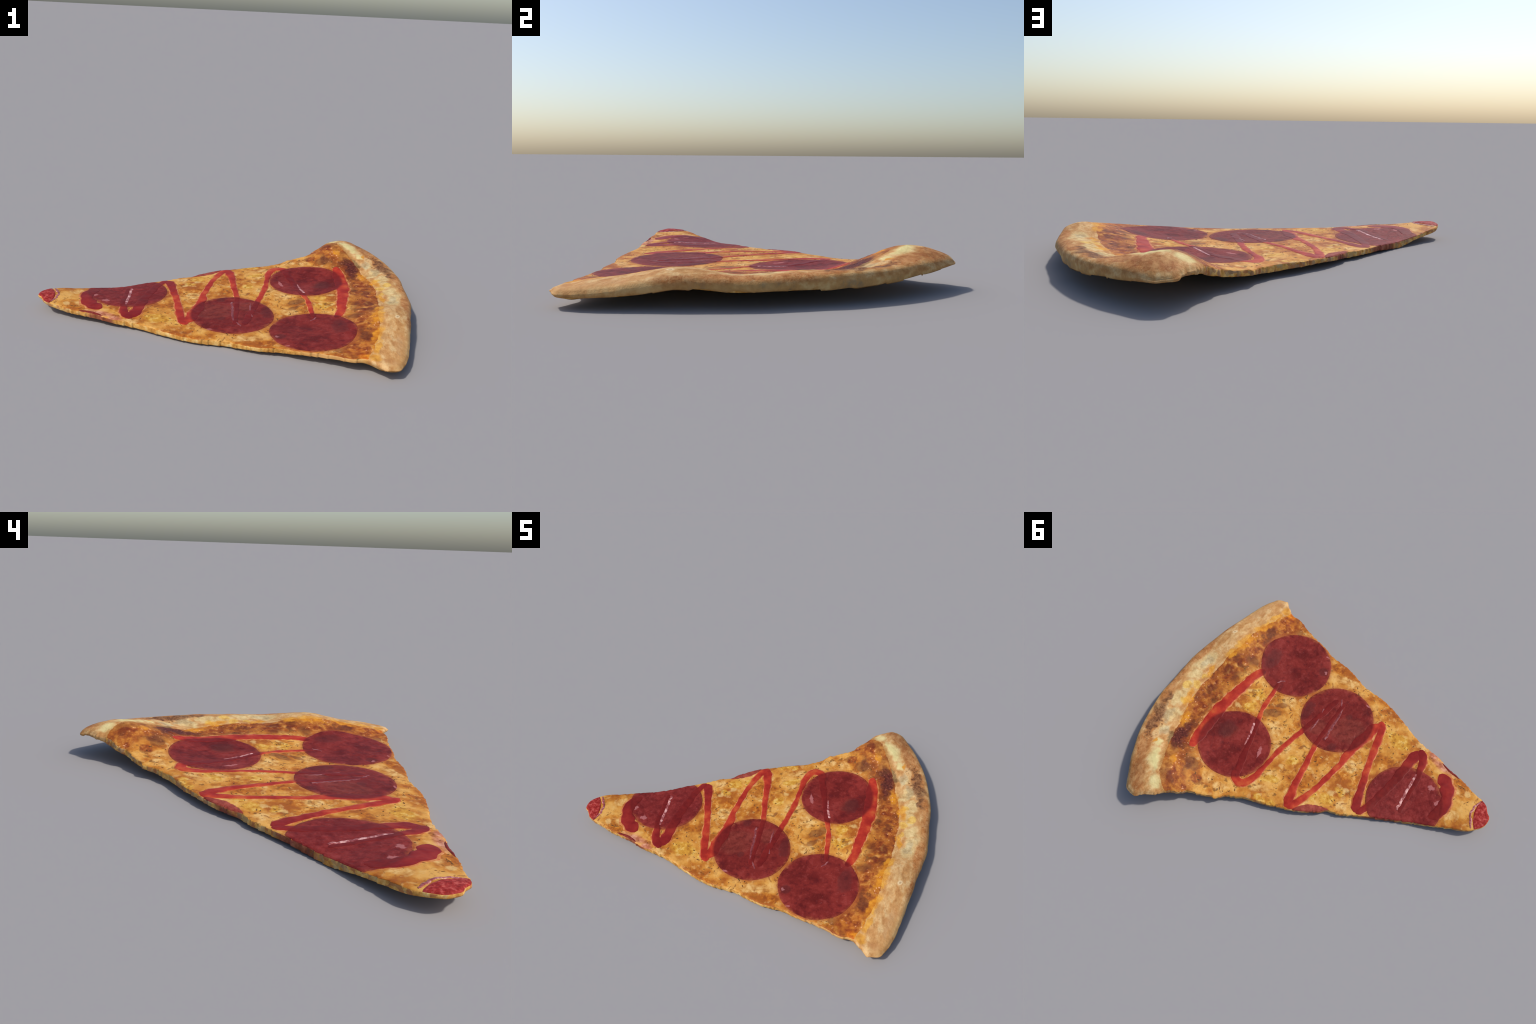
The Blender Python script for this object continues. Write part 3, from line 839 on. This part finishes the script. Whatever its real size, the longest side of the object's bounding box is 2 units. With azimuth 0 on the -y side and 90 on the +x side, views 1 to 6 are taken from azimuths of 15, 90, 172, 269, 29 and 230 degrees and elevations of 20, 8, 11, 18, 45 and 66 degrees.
# pale streaks on the pepperoni slices, modelled as thin raised beads
PALE_STREAKS = [
    [(.140, -.57, .004), (.075, -.50, .006), (.040, -.40, .007), (.005, -.30, .006)],
    [(.165, -.44, .004), (.130, -.36, .005), (.108, -.28, .003)],
    [(.365, -.050, .010), (.335, -.005, .009), (.315, .040, .007), (.295, .085, .004)],
    [(-.522, -.550, .007), (-.550, -.45, .009), (-.578, -.37, .008), (-.598, -.310, .007)],
    [(.493, -.345, .003), (.487, -.36, .005), (.470, -.39, .004)],
    [(-.885, -.700, .004), (-.884, -.66, .006), (-.896, -.60, .007), (-.93, -.56, .007), (-.955, -.535, .005)],  # highlight line along the tip slice's edge, built as a pale bead
]
for i, pts in enumerate(PALE_STREAKS):
    strand("pale_streak", pts, fat if i != 0 and i != 1 and i != 4 else dull_streak_mat, .0022, 80.0 + 3 * i, wavy=.006)

# dried herbs scattered over the cheese
rh = random.Random(11)
verts, faces = [], []
count = 0
while count < 260:
    x, y = rh.uniform(-.85, .70), rh.uniform(-.72, .45)
    q = np.array([[x, y]])
    if arc(q)[0] > -.10 or pepperoni_height(q)[0] > 0:
        continue
    r0 = ray_out(q[0], [(1, 0), (-1, 0)])
    if r0.max() > 8 or edge_distance(q)[0] < .02 or noise.noise(Vector((x * 7, y * 7, 4))) < -.15:
        continue
    count += 1
    a0, la, lb = rh.uniform(0, 6.28), rh.choice((1, 1, 1.7)) * rh.uniform(.004, .011), rh.uniform(.0025, .0055)
    base = len(verts)
    K = 8
    ringp = [(x + math.cos(a0) * la * math.cos(g) - math.sin(a0) * lb * math.sin(g), y + math.sin(a0) * la * math.cos(g) + math.cos(a0) * lb * math.sin(g))
             for g in [2 * math.pi * k / K for k in range(K)]]
    zz = bed(np.array(ringp + [(x, y)]))
    verts += [(px_, py_, zr - .0006) for (px_, py_), zr in zip(ringp, zz)] + [(x, y, zz[-1] + .0016)]
    faces += [(base + k, base + (k + 1) % K, base + K) for k in range(K)]
herbs = make("dried_herbs", verts, faces, herb_material())
herbs["kind"] = "stuff"
